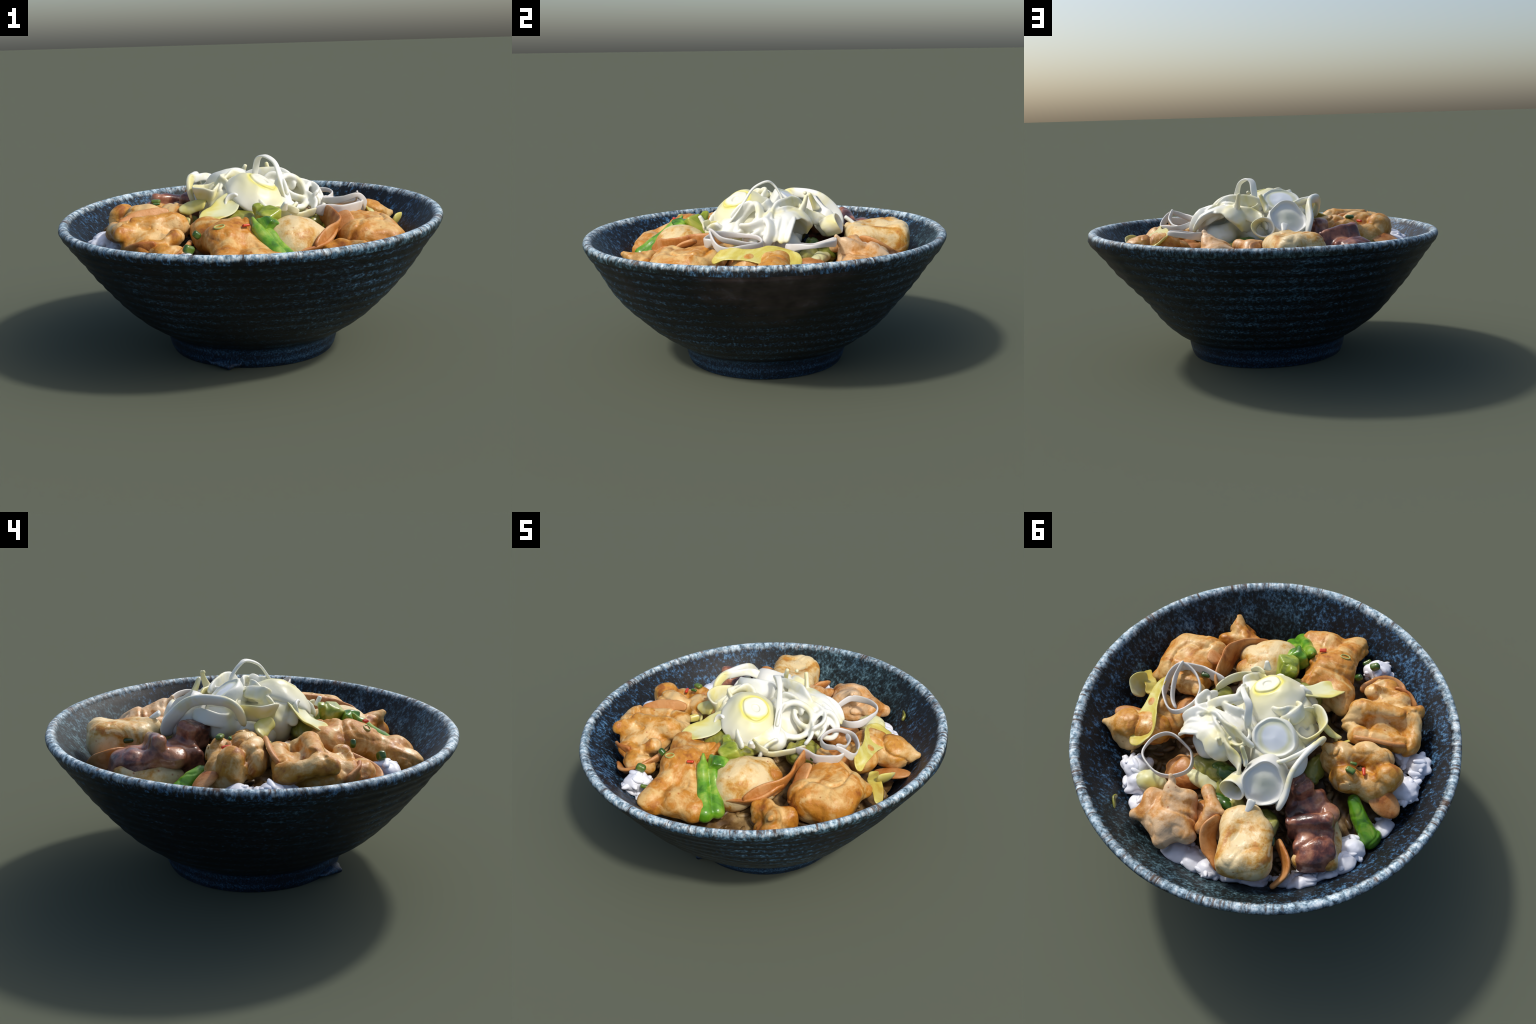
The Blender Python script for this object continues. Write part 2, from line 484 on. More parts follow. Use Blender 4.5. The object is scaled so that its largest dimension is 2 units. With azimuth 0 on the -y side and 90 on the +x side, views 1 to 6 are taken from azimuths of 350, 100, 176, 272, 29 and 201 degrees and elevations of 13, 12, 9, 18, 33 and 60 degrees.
# ------------------------------------------------------------------ the bowl
OUT = [(0, .428), (.02, .438), (.05, .447), (.085, .456), (.11, .478), (.135, .522), (.18, .585), (.24, .654), (.32, .727), (.40, .792),
       (.48, .854), (.56, .910), (.64, .967), (.675, .991)]
def bowl():
    prof = [(.02, .05), (.30, .05), (.36, .045), (.385, .012), (.40, .002)]       # recessed underside
    out = spline([(r, z, 0) for z, r in OUT], 190)[:, :2]
    prof += [tuple(q) for q in out]
    prof += [(.998, .690), (.9995, .700), (.996, .711), (.988, .719), (.976, .722), (.963, .718), (.953, .709), (.946, .698)]
    inn = spline([(.946, .698, 0), (.908, .66, 0), (.855, .60, 0), (.785, .51, 0), (.71, .41, 0), (.61, .30, 0), (.48, .20, 0), (.25, .15, 0), (.02, .14, 0)], 120)[1:, :2]
    nrim = len(prof)
    prof += [tuple(q) for q in inn]
    n_under = 5; n_out = n_under + 190; n_lip = nrim
    seg = 360
    v, f = lathe_verts(prof, seg)
    ang = np.arctan2(v[:, 1], v[:, 0]); rad = np.hypot(v[:, 0], v[:, 1]); z0 = v[:, 2].copy()
    row = np.repeat(np.arange(len(prof)), seg)
    dirs = np.stack([np.cos(ang), np.sin(ang), 0 * ang], 1)
    isout = (row >= n_under) & (row < n_out)
    # throwing ridges on the outside
    ph = (z0 - RIDGE0 + .015 * vnoise(dirs * 1.0, 1.7)) * 2 * np.pi * RIDGES / (RIDGE1 - RIDGE0)
    fade = np.clip((z0 - .13) / .05, 0, 1) * np.clip((.69 - z0) / .03, 0, 1) * isout
    amp = .0022 * (1 + .6 * vnoise(v, 3, 4))
    dr = fade * (amp * np.sin(ph) + .003 * vnoise(v, 14, 2))
    # hand-made irregularity, everywhere
    dr = dr + .004 * vnoise(v, 2.2, 8) + .0015 * vnoise(v, 11, 5)
    # swollen patch outside the lip on the +x side
    b = np.exp(-((ang - .22) / .42) ** 2) * np.exp(-((z0 - .66) / .055) ** 2) * isout
    dr = dr + .015 * b * (1 + .35 * vnoise(v, 7, 3))
    dent = np.exp(-((ang - .17) / .58) ** 2) * np.exp(-((z0 - .33) / .15) ** 2) * isout
    bulge = np.exp(-((ang + 1.0) / .5) ** 2) * np.exp(-((z0 - .40) / .16) ** 2) * isout
    neck = np.exp(-((ang + 2.3) / .5) ** 2) * np.exp(-((z0 - .13) / .04) ** 2) * isout
    dr = dr - .042 * dent + .034 * bulge - .014 * neck
    inner = (row >= n_lip) & (z0 > .3)
    dr = dr + inner * np.clip((.70 - z0) / .06, 0, 1) * (.016 * np.clip(np.cos(ang + .75), 0, 1) - .010 * np.clip(np.cos(ang + 2.5), 0, 1))
    v[:, 0] += dr * np.cos(ang); v[:, 1] += dr * np.sin(ang)
    # lip is not quite level
    k = np.clip(z0 / .7, 0, 1) ** 2
    v[:, 2] += k * (.0165 * v[:, 0] + .016 * v[:, 1] + .003 * np.sin(3 * ang + 1))
    v[:, 2] = np.maximum(v[:, 2], 0)
    whole = new_mesh('bowl_whole', v, f)
    whole.update()
    vn = np.array([tuple(q.vector) for q in whole.vertex_normals])
    frow = np.array([min(row[i] for i in q) for q in f[:-2]] + [0, len(prof) - 1])
    root = top('ceramic_bowl', 'dark blue speckled stoneware bowl with pale rim', 'bowl')
    zrow = np.array([p[1] for p in prof])
    n_foot = n_under + int(np.argmax(zrow[n_under:n_out] > .112))
    regions = [('foot_ring', G_FOOT, lambda r: r < n_foot), ('outer_wall', G_OUT, lambda r: (r >= n_foot) & (r < n_out - 1)),
               ('rim', G_IN, lambda r: (r >= n_out - 1) & (r < n_lip - 1)), ('inner_wall', G_IN, lambda r: r >= n_lip - 1)]
    for nm, mt, sel in regions:
        ids = [i for i in np.nonzero(sel(frow))[0]]
        used = sorted({q for i in ids for q in f[i]})
        mp = {q: i for i, q in enumerate(used)}
        me = new_mesh(nm, v[used], [tuple(mp[q] for q in f[i]) for i in ids], mt)
        me.normals_split_custom_set_from_vertices([tuple(vn[q]) for q in used])
        add(nm, me, root)
    bpy.data.meshes.remove(whole)
    # ragged bit of glaze at the foot
    blob('glaze_drip', G_FOOT, [ell((-.215, -.378, .024), (.09, .035, .018), (0, 0, -32)), cone((-.22, -.39, .024), (-.205, -.435, .014), .016, .008)], root, h=.005, lumps=((14, .004),))
    # brown clay skin over the swollen lip
    return root
BOWL = bowl()

# ------------------------------------------------------------------ rice
def bed_height(x, y):
    r2 = (x * x + y * y) / .64
    return .565 - .125 * r2

def rice_bed():
    n = 150
    g = np.linspace(-.86, .86, n)
    X, Y = np.meshgrid(g, g, indexing='ij')
    r = np.hypot(X, Y)
    keep = r < .745
    p = np.stack([X, Y, bed_height(X, Y)], -1).reshape(-1, 3)
    p[:, 2] += .018 * vnoise(p, 14, 1) + .012 * vnoise(p, 30, 2)
    idx = -np.ones(n * n, int); kk = keep.reshape(-1); idx[kk] = np.arange(kk.sum())
    idx = idx.reshape(n, n); p = p[kk]
    F = [(idx[i, j], idx[i + 1, j], idx[i + 1, j + 1], idx[i, j + 1]) for i in range(n - 1) for j in range(n - 1)
         if min(idx[i, j], idx[i + 1, j], idx[i + 1, j + 1], idx[i, j + 1]) >= 0]
    return new_mesh('rice_bed', p, F, RICE_SAUCE)
RICE_ROOT = top('rice', 'bed of sticky white rice soaked with sauce', 'rice')
add('rice_bed', rice_bed(), RICE_ROOT)

def grain_mesh():
    me = bpy.data.meshes.new('rice_grain'); bm = bmesh.new()
    bmesh.ops.create_icosphere(bm, subdivisions=2, radius=1)
    for q in bm.verts:
        x = q.co.x
        q.co = Vector((x * .036, q.co.y * (.0165 - .004 * x), q.co.z * .014 + .004 * x * x))
    bm.to_mesh(me); bm.free()
    me.materials.append(RICE); me.polygons.foreach_set('use_smooth', [True] * len(me.polygons))
    return me
GRAIN = grain_mesh()
# exposed clumps of rice: x, y, top height, spread, number of grains
CLUMPS = [(.59, .35, .62, .075, 14), (.56, .42, .60, .07, 12), (.22, .71, .56, .10, 20), (.12, .735, .565, .08, 16), (.03, .755, .585, .07, 14), (-.08, .755, .545, .09, 14), (-.19, .75, .535, .09, 14),
          (-.37, .70, .565, .07, 14), (-.45, .675, .605, .075, 16), (-.55, .60, .59, .08, 16), (-.585, .50, .615, .085, 18), (-.605, .42, .615, .07, 14), (-.755, .03, .65, .08, 18), (-.785, -.11, .67, .07, 16),
          (-.70, -.15, .66, .06, 10), (-.41, -.62, .655, .06, 12), (-.48, -.66, .58, .07, 12), (.16, -.63, .50, .11, 24), (.50, .52, .56, .08, 10), (-.72, .25, .56, .08, 12)]
SOAKED = 17
INNER = [(.14, .20), (.20, .48), (.30, .61), (.41, .71), (.51, .785), (.60, .855), (.66, .908), (.70, .946)]
def inner_radius(z):
    return np.interp(z, [a for a, _ in INNER], [b for _, b in INNER])
def wall_cut():
    """everything outside the bowl's inner wall"""
    def f(p):
        return (inner_radius(p[:, 2]) - .004 - np.hypot(p[:, 0], p[:, 1])) * .75
    return f
def rice():
    k = 0
    for ci, (x, y, z, s, n) in enumerate(CLUMPS):
        m = RICE_SAUCE if ci == SOAKED else RICE
        pr = [ell((x, y, z - .065), (s * .85, s * .85, .06))]
        for j in range(7):
            a = RNG.uniform(0, 2 * np.pi); q = s * RNG.uniform(.3, .9)
            pr.append(ell((x + q * np.cos(a), y + q * np.sin(a), z - .045 - .03 * (q / s) + RNG.uniform(-.01, .012)), (.034, .026, .024), (0, 0, RNG.uniform(0, 180))))
        blob('rice_clump', m, pr, RICE_ROOT, k=.02, lumps=((16, .008), (36, .006)), seed=ci, h=.006, cuts=[wall_cut()])
        for j in range(n):
            a = RNG.uniform(0, 2 * np.pi); q = s * math.sqrt(RNG.uniform(0, 1.25))
            gx, gy, gz = x + q * np.cos(a), y + q * np.sin(a), z - .020 - .05 * (q / s) ** 2 + RNG.uniform(-.008, .008)
            gr = math.hypot(gx, gy); lim = inner_radius(gz - .01) - .035
            if gr > lim:
                gx *= lim / gr; gy *= lim / gr
            ob = add('rice_grain', GRAIN, RICE_ROOT)
            ob.location = (gx, gy, gz)
            ob.rotation_euler = (RNG.uniform(-.4, .4), RNG.uniform(-.35, .35), RNG.uniform(0, 6.28))
            sc = RNG.uniform(.8, 1.2); ob.scale = (sc * RNG.uniform(.85, 1.1), sc, sc)
            if ci == SOAKED:
                ob.material_slots[0].link = 'OBJECT'; ob.material_slots[0].material = RICE_SAUCE
            k += 1
rice()

def soaked_grains(count=420):
    """loose sauce-soaked grains over the bed, too many to tell apart"""
    bm = bmesh.new(); r = random.Random(5)
    for k in range(count):
        q = .73 * math.sqrt(r.random()); a = r.uniform(0, 6.283)
        x, y = q * math.cos(a), q * math.sin(a)
        m = Matrix.Translation((x, y, bed_height(x, y) + r.uniform(.0, .016))) @ Euler((r.uniform(-.5, .5), r.uniform(-.5, .5), r.uniform(0, 6.28))).to_matrix().to_4x4()
        n0 = len(bm.verts)
        bm.from_mesh(GRAIN); bm.verts.ensure_lookup_table()
        bmesh.ops.transform(bm, matrix=m, verts=bm.verts[n0:])
    me = bpy.data.meshes.new('soaked_grains'); bm.to_mesh(me); bm.free()
    me.materials.clear(); me.materials.append(RICE_SAUCE)
    ob = add('soaked_grains', me, RICE_ROOT); ob["kind"] = "stuff"
soaked_grains()

# ------------------------------------------------------------------ chicken
def piece(name, mat, prims, label, category='chicken', **kw):
    root = top(name, label, category)
    kw.setdefault('crease', .013)
    blob('meat', mat, prims, root, **kw)
    return root

LB = 'saucy glazed chunk of pale orange chicken'
# big lumpy chunk at the right front
A = piece('chicken_chunk', CHICKEN_SAUCY, [ell((.54, -.34, .59), (.16, .16, .125)), ell((.62, -.40, .595), (.09, .09, .085)), ell((.47, -.42, .615), (.08, .08, .09)),
     ell((.51, -.22, .655), (.11, .10, .075)), ell((.62, -.27, .63), (.085, .09, .075)), cone((.63, -.22, .62), (.70, -.19, .60), .06, .04),
     cone((.48, -.17, .67), (.42, -.12, .70), .045, .03)], LB, seed=1, k=.05)
# small crumpled piece in front
B = piece('chicken_chunk', CHICKEN_SAUCY, [cone((.415, -.685, .655), (.37, -.59, .60), .022, .07), ell((.31, -.57, .58), (.075, .07, .07)), ell((.43, -.55, .575), (.07, .06, .07)),
     cone((.33, -.65, .54), (.42, -.67, .56), .045, .05)], LB, seed=2, k=.02, lumps=((9, .014), (22, .008), (40, .003)))
# round chunk with a curled lobe
C = piece('chicken_chunk', CHICKEN_PALE, [ell((.125, -.445, .655), (.15, .145, .105)), ell((.10, -.50, .60), (.11, .10, .10)), cone((.20, -.33, .67), (.26, -.36, .66), .06, .05)], LB, seed=3, crease=.006, lumps=((6, .008), (19, .0035)))
blob('curled_lobe', CHICKEN_PALE, [ell((.25, -.46, .64), (.075, .06, .065), (0, 15, 25)), ell((.19, -.40, .68), (.08, .08, .065))], C, seed=4, k=.05, lumps=((8, .006),))
strip('skin_flap', SKIN, [(.06, -.585, .575), (.15, -.585, .60), (.23, -.55, .62), (.30, -.49, .64), (.355, -.42, .66)], [.05, .07, .075, .07, .06], .022, C, up=(.35, -.45, .8), seed=3)
strip('skin_flap', SKIN, [(.21, -.585, .63), (.29, -.51, .665), (.345, -.42, .685), (.36, -.31, .70), (.355, -.20, .715), (.33, -.15, .70)], [.06, .10, .12, .12, .10, .06], .02, C, up=(.1, 0, 1), seed=5)
strip('skin_flap', SKIN, [(.42, -.47, .61), (.415, -.42, .65), (.42, -.35, .71), (.43, -.29, .745)], [.07, .10, .10, .06], .022, C, up=(.8, -.5, .2), seed=6)
# long slab sliding down the front
E = piece('chicken_chunk', CHICKEN_SAUCY, [ell((-.21, -.40, .665), (.14, .15, .095)), cone((-.19, -.46, .68), (-.255, -.74, .585), .085, .055), cone((-.15, -.46, .69), (.0, -.69, .595), .08, .05),
     cone((-.24, -.75, .575), (-.01, -.715, .58), .045, .05), ell((-.255, -.515, .70), (.065, .06, .055)), ell((-.10, -.70, .61), (.07, .06, .06)), cone((-.28, -.33, .70), (-.31, -.27, .69), .06, .04),
     cone((-.13, -.37, .70), (-.10, -.33, .715), .055, .045)], LB, seed=7, k=.05)
# folded piece on the left with two ridges and a deep groove
F_ = piece('chicken_chunk', CHICKEN, [ell((-.56, -.30, .64), (.15, .17, .09)), cone((-.44, -.135, .70), (-.69, -.165, .685), .05, .055), cone((-.44, -.28, .745), (-.68, -.30, .715), .05, .045),
     cone((-.70, -.30, .71), (-.715, -.19, .69), .045, .05), cone((-.66, -.33, .70), (-.705, -.365, .705), .06, .04), cone((-.44, -.42, .69), (-.60, -.45, .65), .05, .05), cone((-.41, -.27, .71), (-.38, -.20, .68), .06, .05), ell((-.48, -.50, .615), (.10, .06, .06))],
     LB, cuts=[cone((-.50, -.205, .765), (-.64, -.225, .745), .035, .045), ell((-.53, -.435, .73), (.05, .03, .035))], seed=8, k=.03)
strip('skin_flap', SKIN, [(-.64, -.50, .57), (-.56, -.555, .585), (-.48, -.55, .61), (-.41, -.49, .645), (-.37, -.44, .665)], [.05, .08, .085, .08, .05], .024, F_, up=(.1, -.7, .6), seed=8)
strip('skin_flap', SKIN, [(-.68, -.43, .64), (-.62, -.48, .66), (-.54, -.49, .675)], [.05, .07, .04], .02, F_, up=(-.3, -.2, 1), seed=9)
strip('skin_flap', SKIN, [(-.70, -.14, .72), (-.60, -.105, .745), (-.50, -.09, .755), (-.43, -.09, .75)], [.04, .06, .06, .04], .024, F_, up=(0, .5, 1), seed=10)
# knobbly piece
G = piece('chicken_chunk', CHICKEN, [ell((-.40, .03, .69), (.10, .09, .085)), ell((-.47, .125, .69), (.095, .07, .085)), ell((-.60, -.02, .70), (.08, .075, .09)), ell((-.66, .05, .69), (.075, .075, .10)),
     ell((-.53, -.04, .70), (.08, .065, .085)), ell((-.57, .11, .65), (.10, .08, .09)), cone((-.38, .01, .73), (-.31, .01, .745), .05, .025), ell((-.64, .10, .63), (.07, .07, .07))],
     LB, seed=11, k=.014, lumps=((9, .012), (22, .005)))
# browned, ridged piece
H = top('browned_chicken', 'dark brown ridged piece of seared meat', 'meat')
blob('meat', DARK, [rbox((-.395, .41, .625), (.095, .20, .075), (0, 0, 27), .04), rbox((-.262, .262, .725), (.075, .055, .065), (8, 6, -38), .03), rbox((-.385, .438, .70), (.115, .028, .065), (18, 8, 22), .022),
     rbox((-.425, .535, .655), (.09, .028, .05), (18, 4, 18), .022), rbox((-.45, .595, .63), (.075, .022, .035), (18, 0, 16), .018), ell((-.31, .36, .68), (.08, .08, .035)), ell((-.43, .33, .66), (.07, .07, .05))],
     H, k=.03, crease=.007, seed=12, lumps=((7, .010), (20, .004)))
blob('meat_end', CHICKEN_PALE, [cone((-.385, .595, .62), (-.53, .55, .62), .035, .04), ell((-.47, .42, .585), (.075, .14, .06), (0, 0, 28))], H, seed=13)
# smooth rounded block at the back
I = piece('chicken_chunk', CHICKEN_PALE, [rbox((-.12, .635, .665), (.135, .155, .095), (4, 0, 14), .07), ell((-.11, .745, .69), (.08, .06, .08)), ell((-.20, .70, .67), (.07, .08, .07)), ell((-.06, .51, .68), (.09, .05, .06)), cone((-.09, .49, .70), (-.11, .47, .72), .05, .03)], LB, seed=14, crease=.006, lumps=((6, .012), (18, .005)))
strip('skin_flap', SKIN, [(.05, .52, .68), (.075, .60, .655), (.045, .68, .62), (-.02, .765, .585)], [.07, .11, .10, .05], .022, I, up=(.5, 0, .8), seed=14)
strip('skin_flap', SKIN, [(-.25, .53, .63), (-.315, .60, .63), (-.335, .69, .62), (-.29, .765, .585)], [.06, .09, .10, .06], .024, I, up=(-.5, .2, .7), seed=15)
# wedge with a peaked corner
J = piece('chicken_chunk', CHICKEN_PINK, [ell((.31, .57, .605), (.14, .14, .085)), cone((.338, .44, .755), (.31, .57, .62), .022, .08), cone((.40, .58, .60), (.475, .615, .59), .075, .04),
     cone((.28, .62, .62), (.29, .71, .60), .085, .045), cone((.23, .58, .64), (.18, .65, .63), .07, .05), ell((.42, .52, .635), (.05, .06, .055)), ell((.25, .48, .66), (.06, .05, .05))], LB, seed=16, k=.04, lumps=((8, .014), (20, .0055), (40, .002)))
blob('meat_scrap', CHICKEN_PINK, [cone((.155, .415, .675), (.10, .49, .675), .038, .035), cone((.10, .49, .675), (.13, .60, .635), .03, .03), cone((.10, .50, .68), (.04, .51, .70), .02, .018)], J, seed=17, lumps=((12, .008),))
# pointed piece by the right wall, and a lobe behind it
K = piece('chicken_chunk', CHICKEN, [cone((.835, .185, .632), (.71, .165, .63), .022, .085), cone((.71, .165, .63), (.56, .15, .64), .085, .085), ell((.70, .19, .58), (.09, .08, .06))], LB, seed=18)
blob('meat_lobe', CHICKEN_SAUCY, [ell((.585, .02, .64), (.075, .085, .08)), ell((.50, .06, .60), (.09, .08, .08))], K, seed=19)
blob('skin_scrap', SKIN, [ell((.745, .06, .565), (.10, .05, .016), (0, -8, 10))], K, seed=20, lumps=((9, .006),), h=.005)
# scraps seen through the gaps
piece('chicken_chunk', SKIN, [ell((.42, -.02, .58), (.12, .12, .08)), ell((.33, .30, .57), (.12, .10, .07)), ell((.10, .50, .57), (.14, .10, .06))], LB, seed=21)

# ------------------------------------------------------------------ vegetables
def veg(name, mat, prims, label, category='vegetable', **kw):
    v, F = surface(prims, **kw); v = relax(v, F, 1)
    return top(name, label, category, new_mesh(name, v, F, mat))
LG = 'glossy bright green piece of cooked pepper'
veg('pepper_piece', GREEN, [cone((-.06, -.53, .725), (.045, -.695, .575), .032, .046), cone((-.005, -.52, .70), (.095, -.65, .575), .028, .042), cone((-.06, -.52, .73), (-.075, -.49, .775), .022, .012)], LG, k=.010, lumps=((7, .008), (18, .003)), seed=31, h=.005)
veg('pepper_piece', GREEN, [rbox((.0, -.48, .715), (.045, .035, .055), (20, 25, 30), .012), cone((-.02, -.47, .74), (-.055, -.46, .77), .022, .010)], LG, lumps=((12, .012),), crease=.012, seed=32, h=.005)
veg('pepper_piece', GREEN_LIGHT, [rbox((.03, -.385, .735), (.05, .045, .065), (15, -20, 35), .014), rbox((-.01, -.35, .77), (.022, .02, .05), (-15, -20, 15), .01)], LG, lumps=((12, .012),), crease=.015, seed=33, h=.005)
veg('pepper_piece', GREEN, [cone((-.53, .20, .63), (-.66, .34, .54), .03, .045), cone((-.57, .25, .59), (-.68, .30, .54), .025, .04)], LG, lumps=((10, .010),), crease=.012, seed=34, h=.005)
veg('mushroom_slice', SKIN, [ell((-.68, .17, .645), (.095, .065, .02), (-22, -18, -20))], 'pale tan slice of cooked mushroom', 'mushroom', lumps=((10, .006),), seed=35, h=.005)
veg('cabbage_piece', GREEN_OLIVE, [ell((.20, .26, .635), (.11, .07, .04), (0, 0, -20)), ell((.10, .36, .61), (.10, .06, .035)), ell((.02, .44, .63), (.08, .06, .04))], 'soft stewed olive green cabbage', 'cabbage', lumps=((11, .018), (26, .008)), crease=.02, seed=36)
veg('cabbage_piece', GREEN_DARK, [ell((.12, .27, .665), (.07, .05, .04)), ell((.07, .44, .64), (.07, .03, .03), (0, 0, -20))], 'soft stewed olive green cabbage', 'cabbage', lumps=((13, .016),), crease=.02, seed=37, h=.006)
veg('cabbage_piece', LEAF_PALE, [ell((.22, .34, .62), (.10, .045, .035), (0, 0, -12)), ell((.47, .42, .60), (.08, .06, .05))], 'pale watery stem of cooked cabbage', 'cabbage', lumps=((9, .010), (24, .005)), crease=.014, seed=38, h=.006)
veg('cabbage_piece', GREEN_OLIVE, [ell((-.16, .47, .63), (.08, .08, .05)), ell((-.30, .10, .64), (.06, .10, .06)), ell((.30, -.10, .66), (.10, .10, .06)), ell((-.05, -.25, .70), (.16, .09, .07))], 'soft stewed olive green cabbage', 'cabbage', lumps=((11, .018), (26, .007)), crease=.02, seed=39)
def leaf(pts, width, seed, up, mat=LEAF, thick=.014, curl=.12):
    v, f = ribbon(pts, width, thick, up=up, seed=seed, wob=.03, curl=curl, n=60)
    return top('cabbage_leaf', 'thin curled yellow green cabbage leaf', 'cabbage', new_mesh('cabbage_leaf', v, f, mat))
leaf([(.60, .29, .69), (.605, .20, .695), (.605, .10, .70), (.615, .01, .71), (.615, -.07, .715), (.635, -.13, .68)], [.10, .15, .14, .09, .09, .05], 41, (.75, .1, -.55))
leaf([(.70, -.06, .65), (.73, -.12, .63), (.78, -.17, .60), (.79, -.22, .57)], [.05, .08, .07, .04], 42, (.5, .6, .2))
leaf([(.76, -.02, .62), (.76, -.09, .645), (.73, -.15, .64)], [.08, .11, .06], 43, (.6, 0, .7), LEAF_PALE)
leaf([(-.11, -.17, .84), (-.165, -.235, .81), (-.215, -.29, .775), (-.25, -.34, .755), (-.27, -.37, .735)], [.07, .11, .12, .09, .04], 44, (.7, -.45, -.25), LEAF_PALE)
leaf([(-.26, -.12, .80), (-.32, -.07, .775), (-.38, -.05, .765)], [.07, .08, .03], 45, (0, .5, .5), LEAF_PALE)
leaf([(-.33, -.10, .72), (-.36, -.04, .70), (-.40, -.08, .69)], [.04, .05, .04], 46, (0, .3, .8), LEAF)
leaf([(.56, .64, .57), (.575, .615, .60), (.60, .58, .61), (.60, .54, .60)], [.025, .04, .035, .02], 47, (.2, 0, 1), GREEN_OLIVE)

# ------------------------------------------------------------------ onion topping
ON = top('onion_topping', 'mound of sliced white onion rings and curls', 'onion')
MOUND = blob('onion_mound', ONION, [ell((.0, .0, .70), (.22, .20, .12)), ell((.06, -.15, .74), (.16, .13, .09)), ell((-.10, .12, .77), (.15, .14, .11)), ell((.25, .15, .70), (.10, .09, .08)),
     ell((-.08, -.10, .77), (.15, .13, .09)), ell((.10, .08, .78), (.11, .09, .08))], ON, seed=51, lumps=((9, .022), (20, .008)))
def slice_prof(R, dome, hole=.022):
    """turned profile of a cut onion slice: nested rings, edge rolled under"""
    p = [(.001, dome - .012), (hole * .5, dome - .010), (hole, dome + .003), (hole * 2.1, dome + .001), (hole * 2.6, dome - .006), (R * .52, dome - .004), (R * .60, dome - .011),
         (R * .74, dome - .020), (R * .80, dome - .028), (R * .93, dome - .045), (R, dome - .075), (R * .96, dome - .11), (R * .7, dome - .12), (.001, dome - .12)]
    return p[::-1]
c1, n1 = (.045, -.148, .898), (.40, -.24, .88)
M1 = ring_mat('onion_slice_heart', c1, n1, [(.06, (.76, .75, .60)), (.27, (.78, .77, .64)), (.36, (.70, .64, .12)), (.46, (.72, .69, .40)), (.62, (.73, .70, .46)), (.80, (.73, .72, .58))])
disc('onion_slice', M1, c1, n1, [(.001, -.135), (.13, -.135), (.163, -.125), (.170, -.105), (.155, -.075), (.125, -.038), (.100, -.018), (.086, -.009), (.074, -.008), (.066, .001), (.045, .003), (.026, .003), (.018, -.004), (.001, -.006)], ON, seed=1, wob=.012)
c2, n2 = (-.095, .135, .895), (-.05, .48, .87)
M2 = ring_mat('onion_slice_white', c2, n2, [(.0, (.70, .74, .78)), (.28, (.71, .75, .77)), (.36, (.66, .67, .46)), (.46, (.72, .73, .66)), (.7, (.72, .72, .66))])
def plain_prof(R, d=.0, lip=.006):
    return [(.001, d - .10), (R * .8, d - .10), (R * 1.03, d - .07), (R * 1.05, d - .03), (R, d - .005), (R * .90, d + lip), (R * .78, d), (R * .5, d + .002), (.001, d + .006)]
disc('onion_slice', M2, c2, n2, plain_prof(.108), ON, seed=2, squash=(1, .95), wob=.012)
c3, n3 = (-.115, .355, .815), (-.15, .70, .70)
M3 = ring_mat('onion_slice_shell', c3, n3, [(.0, (.64, .65, .50)), (.25, (.69, .69, .58)), (.40, (.73, .73, .68)), (.7, (.68, .67, .60))])
disc('onion_slice', M3, c3, n3, plain_prof(.118, -.012, .014), ON, seed=3, squash=(.95, 1), wob=.014)
# hollow shell of onion hanging over the far right side, open below
SHELL = blob('onion_shell', ONION, [ell((.235, .175, .755), (.18, .13, .11), (0, 22, 15))], ON, cuts=[ell((.25, .19, .70), (.165, .12, .135), (0, 22, 15)), ell((.28, .33, .70), (.2, .12, .12))], kc=.01, h=.0055, seed=55, lumps=((10, .014), (24, .006)))
FUSE = []
# small open tube beside it
def circle(c, nrm, R, squash=1.0, n=10, start=0, arc=360):
    Rm = np.array(frame(nrm)); out = []
    for k in range(n):
        a = math.radians(start + arc * k / (n if arc == 360 else n - 1))
        out.append(tuple(np.array(c) + Rm @ np.array([R * math.cos(a), R * squash * math.sin(a), 0])))
    return out
def ring(c, nrm, R, width, thick, seed, mat=ONION, squash=1.0, wob=.02, **kw):
    v, f = ribbon(circle(c, nrm, R, squash), width, thick, up=nrm, closed=True, seed=seed, wob=wob, **kw)
    return add('onion_ring', new_mesh('onion_ring', v, f, mat), ON)
def curl(pts, width, thick, seed, up=(0, 0, 1), mat=ONION, **kw):
    return strip('onion_strip', mat, pts, width, thick, ON, up=up, seed=seed, **kw)
ring((.015, .375, .755), (.15, .85, .35), .052, .10, .014, 1)
ring((-.205, -.03, .835), (-.35, -.02, .93), .10, .08, .016, 2, squash=.85, wob=.035)
disc('onion_slice', ONION, (-.205, -.03, .80), (-.35, -.02, .93), slice_prof(.10, .0, .02), ON, seed=6)
FUSE.append(ring((.225, -.035, .815), (.45, -.68, .55), .088, .045, .034, 4, squash=1.1, wob=.015))
FUSE.append(ring((.355, .045, .765), (.62, -.55, .50), .075, .05, .030, 5, squash=.85, wob=.015))
FUSE.append(ring((.27, .07, .80), (.45, -.25, .85), .095, .045, .024, 6, wob=.015))
FUSE.append(ring((.10, .13, .845), (.2, .3, .9), .075, .06, .018, 9))
# tall arch
curl([(.055, .12, .86), (.05, .10, .93), (.06, .06, .99), (.095, .025, 1.006), (.135, -.03, .97), (.155, -.08, .90), (.17, -.14, .82), (.185, -.20, .75)], [.035, .035, .032, .030, .030, .034, .04, .04], .013, 11, (1, .5, .1), wob=.01)
